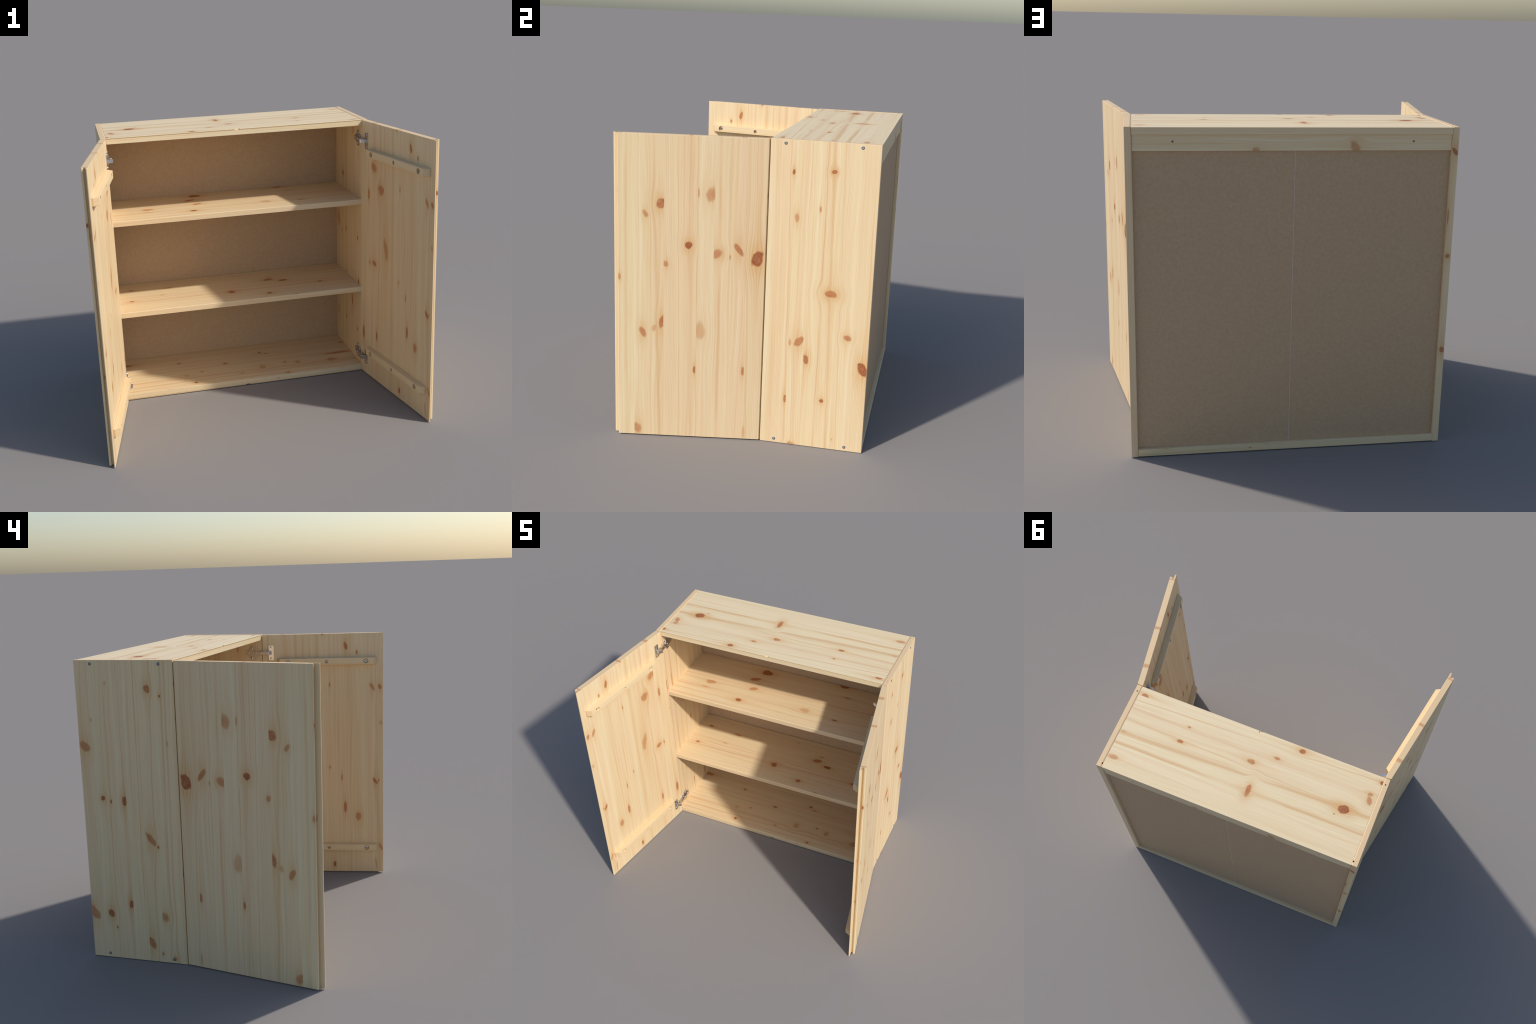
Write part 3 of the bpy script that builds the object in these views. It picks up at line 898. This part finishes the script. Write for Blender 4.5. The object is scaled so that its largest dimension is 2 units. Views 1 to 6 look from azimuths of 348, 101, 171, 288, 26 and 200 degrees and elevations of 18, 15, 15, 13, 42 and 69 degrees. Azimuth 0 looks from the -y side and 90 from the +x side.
# ================================================================== doors
def door_mesh_object():
    T = DOOR_T
    outer_lip = [(0.0, 0.0), (DOOR_W, 0.0), (DOOR_W - 0.003, -0.0130), (0.8055, -0.0160), (0.8045, -0.0285),
                 (0.8385, -0.0295), (0.8440, -0.0320), (0.8440, -T), (0.0345, -T), (0.0330, -T + 0.0040), (0.0315, -T + 0.0008),
                 (-0.0085, -T + 0.0016), (-0.0035, -0.0095), (0.0, -0.0090)]
    rad = [0.0022, 0.0045, 0.003, 0.001, 0.001, 0.002, 0.002, 0.0022, 0, 0, 0, 0.0016, 0.0008, 0.0008]
    bm = bmesh.new()
    extrude_into(bm, rounded(outer_lip, rad, 3), DOOR_Z0, DOOR_Z1, 0.0018)
    ob = finish(bm, 'door', cabinet, (DOOR_OUT, DOOR_IN, DOOR_EDGE, END_DOOR))
    slot_by_side(ob)
    return ob


door_right = door_mesh_object()
# drilled pot for each hinge
drill(door_right, [((0.0505, -DOOR_T, z), (0, 1, 0), 0.0150, 0.036) for z in HINGE_Z])
door_left = door_right.copy()
bpy.context.scene.collection.objects.link(door_left)
hinge_point = Vector((math.sin(DOOR_ANGLE) * 0.034 + math.cos(DOOR_ANGLE) * 0.8648,
                      -math.cos(DOOR_ANGLE) * 0.034 + math.sin(DOOR_ANGLE) * 0.8648, 0.0))
door_right.location = hinge_point
door_right.rotation_euler = (0, 0, -(math.pi / 2 - DOOR_ANGLE))
door_left.location = (-hinge_point.x, hinge_point.y, 0)
door_left.rotation_euler = (0, 0, -(math.pi / 2 + DOOR_ANGLE))
door_left.scale = (1, -1, 1)


def batten_mesh():
    """Plain extruded batten with the two end corners planed off."""
    half, h, lip = 0.0232, 0.0392, 0.010
    s0, s1, t0, t1 = 0.0955, 0.7985, 0.1150, 0.7765
    side = rounded([(s0, 0.0), (s1, 0.0), (s1, lip), (t1, h), (t0, h), (s0, lip)], [0, 0, 0.003, 0.003, 0.003, 0.003], 2)
    bm = bmesh.new()
    lo = [bm.verts.new((-half, y, z)) for z, y in side]
    hi = [bm.verts.new((half, y, z)) for z, y in side]
    for i in range(len(side)):
        bm.faces.new((lo[i - 1], lo[i], hi[i], hi[i - 1]))
    caps = [bm.faces.new(lo), bm.faces.new(list(reversed(hi)))]
    edges = list({e for f in caps for e in f.edges})
    bmesh.ops.recalc_face_normals(bm, faces=bm.faces)
    bmesh.ops.bevel(bm, geom=edges, offset=0.0016, segments=2, profile=0.5, affect='EDGES')
    ob = finish(bm, 'batten', door_right, (BATTEN_FACE, BATTEN_FACE, BATTEN_FACE, END_BATTEN), rot=ROT_BATTEN)
    for p in ob.data.polygons:
        p.material_index = 3 if abs(p.normal.z) > 0.6 else 0
    return ob


BATTEN_SCREWS = ((0.173, 0.0180), (0.449, 0.0125), (0.724, 0.0180))
first = batten_mesh()
drill(first, [((0, 0.0392, s), (0, 1, 0), r, 0.034) for s, r in BATTEN_SCREWS], slot=0)
BATTEN = first.data
bpy.data.objects.remove(first)


def cup_mesh():
    """Hinge half on the door: screw plate with the round pot; local Y = into the cabinet, X = along the door"""
    bm = bmesh.new()
    poly = rounded([(0.0360, -0.0515), (0.0728, -0.0515), (0.0728, 0.0515), (0.0360, 0.0515)], 0.006, 4)
    seg = len(poly)
    lo = [bm.verts.new((x, 0.0, z)) for x, z in poly]
    hi = [bm.verts.new((x, 0.0036, z)) for x, z in poly]
    for i in range(seg):
        bm.faces.new((lo[i - 1], lo[i], hi[i], hi[i - 1]))
    bm.faces.new(lo)
    bm.faces.new(list(reversed(hi)))
    me = bpy.data.meshes.new('hinge_cup')
    bmesh.ops.recalc_face_normals(bm, faces=bm.faces)
    for f in bm.faces:
        f.material_index = 0
    bm.to_mesh(me)
    bm.free()
    me.materials.append(STEEL)
    me.materials.append(DARK_STEEL)
    return me


def pot_mesh():
    bm = bmesh.new()
    seg = 28
    prof = [(0.0150, 0.0037), (0.0150, 0.0046), (0.0128, 0.0046), (0.0122, -0.0100), (0.0, -0.0100)]
    rings = []
    for r, y in prof:
        rings.append([bm.verts.new((r * math.cos(2 * math.pi * i / seg), y, r * math.sin(2 * math.pi * i / seg)))
                      for i in range(seg)] if r > 0 else [bm.verts.new((0, y, 0))])
    for k, (a, b) in enumerate(zip(rings[:-1], rings[1:])):
        for i in range(seg):
            j = (i + 1) % seg
            vs = list(dict.fromkeys([a[i], a[j], b[j % len(b)], b[i % len(b)]]))
            f = bm.faces.new(vs)
            f.material_index = 0 if k < 2 else 1
    me = bpy.data.meshes.new('hinge_pot')
    bm.to_mesh(me)
    bm.free()
    me.materials.append(STEEL)
    me.materials.append(DARK_STEEL)
    return me


def link_mesh():
    """Short curved link between the pot and the arm, in the door frame measured from the pot centre"""
    bm = bmesh.new()
    side = [(-0.004, 0.000), (0.008, 0.000), (0.004, 0.018), (-0.009, 0.037), (-0.018, 0.041), (-0.022, 0.034),
            (-0.010, 0.016)]
    side = rounded(side, 0.003, 2)
    lo = [bm.verts.new((x, y, -0.0112)) for x, y in side]
    hi = [bm.verts.new((x, y, 0.0112)) for x, y in side]
    for i in range(len(side)):
        bm.faces.new((lo[i - 1], lo[i], hi[i], hi[i - 1]))
    bm.faces.new(lo)
    bm.faces.new(list(reversed(hi)))
    me = bpy.data.meshes.new('hinge_link')
    bmesh.ops.recalc_face_normals(bm, faces=bm.faces)
    bm.to_mesh(me)
    bm.free()
    me.materials.append(STEEL)
    return me


CUP, POT, LINK = cup_mesh(), pot_mesh(), link_mesh()


def hang(mesh, name, parent, loc, rot=None, scale=(1, 1, 1)):
    ob = bpy.data.objects.new(name, mesh)
    bpy.context.scene.collection.objects.link(ob)
    ob.parent = parent
    ob.location = loc
    if rot is not None:
        ob.rotation_euler = rot
    ob.scale = scale
    return ob


for door in (door_right, door_left):
    for z in BATTEN_Z:
        hang(BATTEN, 'batten', door, (0, -DOOR_T - 0.0004, z), ROT_BATTEN)
        for s, r in BATTEN_SCREWS:
            place(SCREW_FIT, 'screw', door, (s, -DOOR_T - 0.0226, z), (0, -1, 0), 1.25 if r > 0.014 else 0.95)
    for z in HINGE_Z:
        hang(CUP, 'hinge_cup', door, (0, -DOOR_T - 0.0003, z), scale=(1, -1, 1))
        hang(POT, 'hinge_pot', door, (0.0505, -DOOR_T - 0.0003, z), scale=(1, -1, 1))
        hang(LINK, 'hinge_link', door, (0.0505, -DOOR_T - 0.0010, z), scale=(1, -1, 1))
        for dz in (0.039, -0.039):
            place(SCREW_FIT, 'screw', door, (0.0520, -DOOR_T - 0.0034, z + dz), (0, -1, 0), 0.85)

bpy.context.view_layer.update()
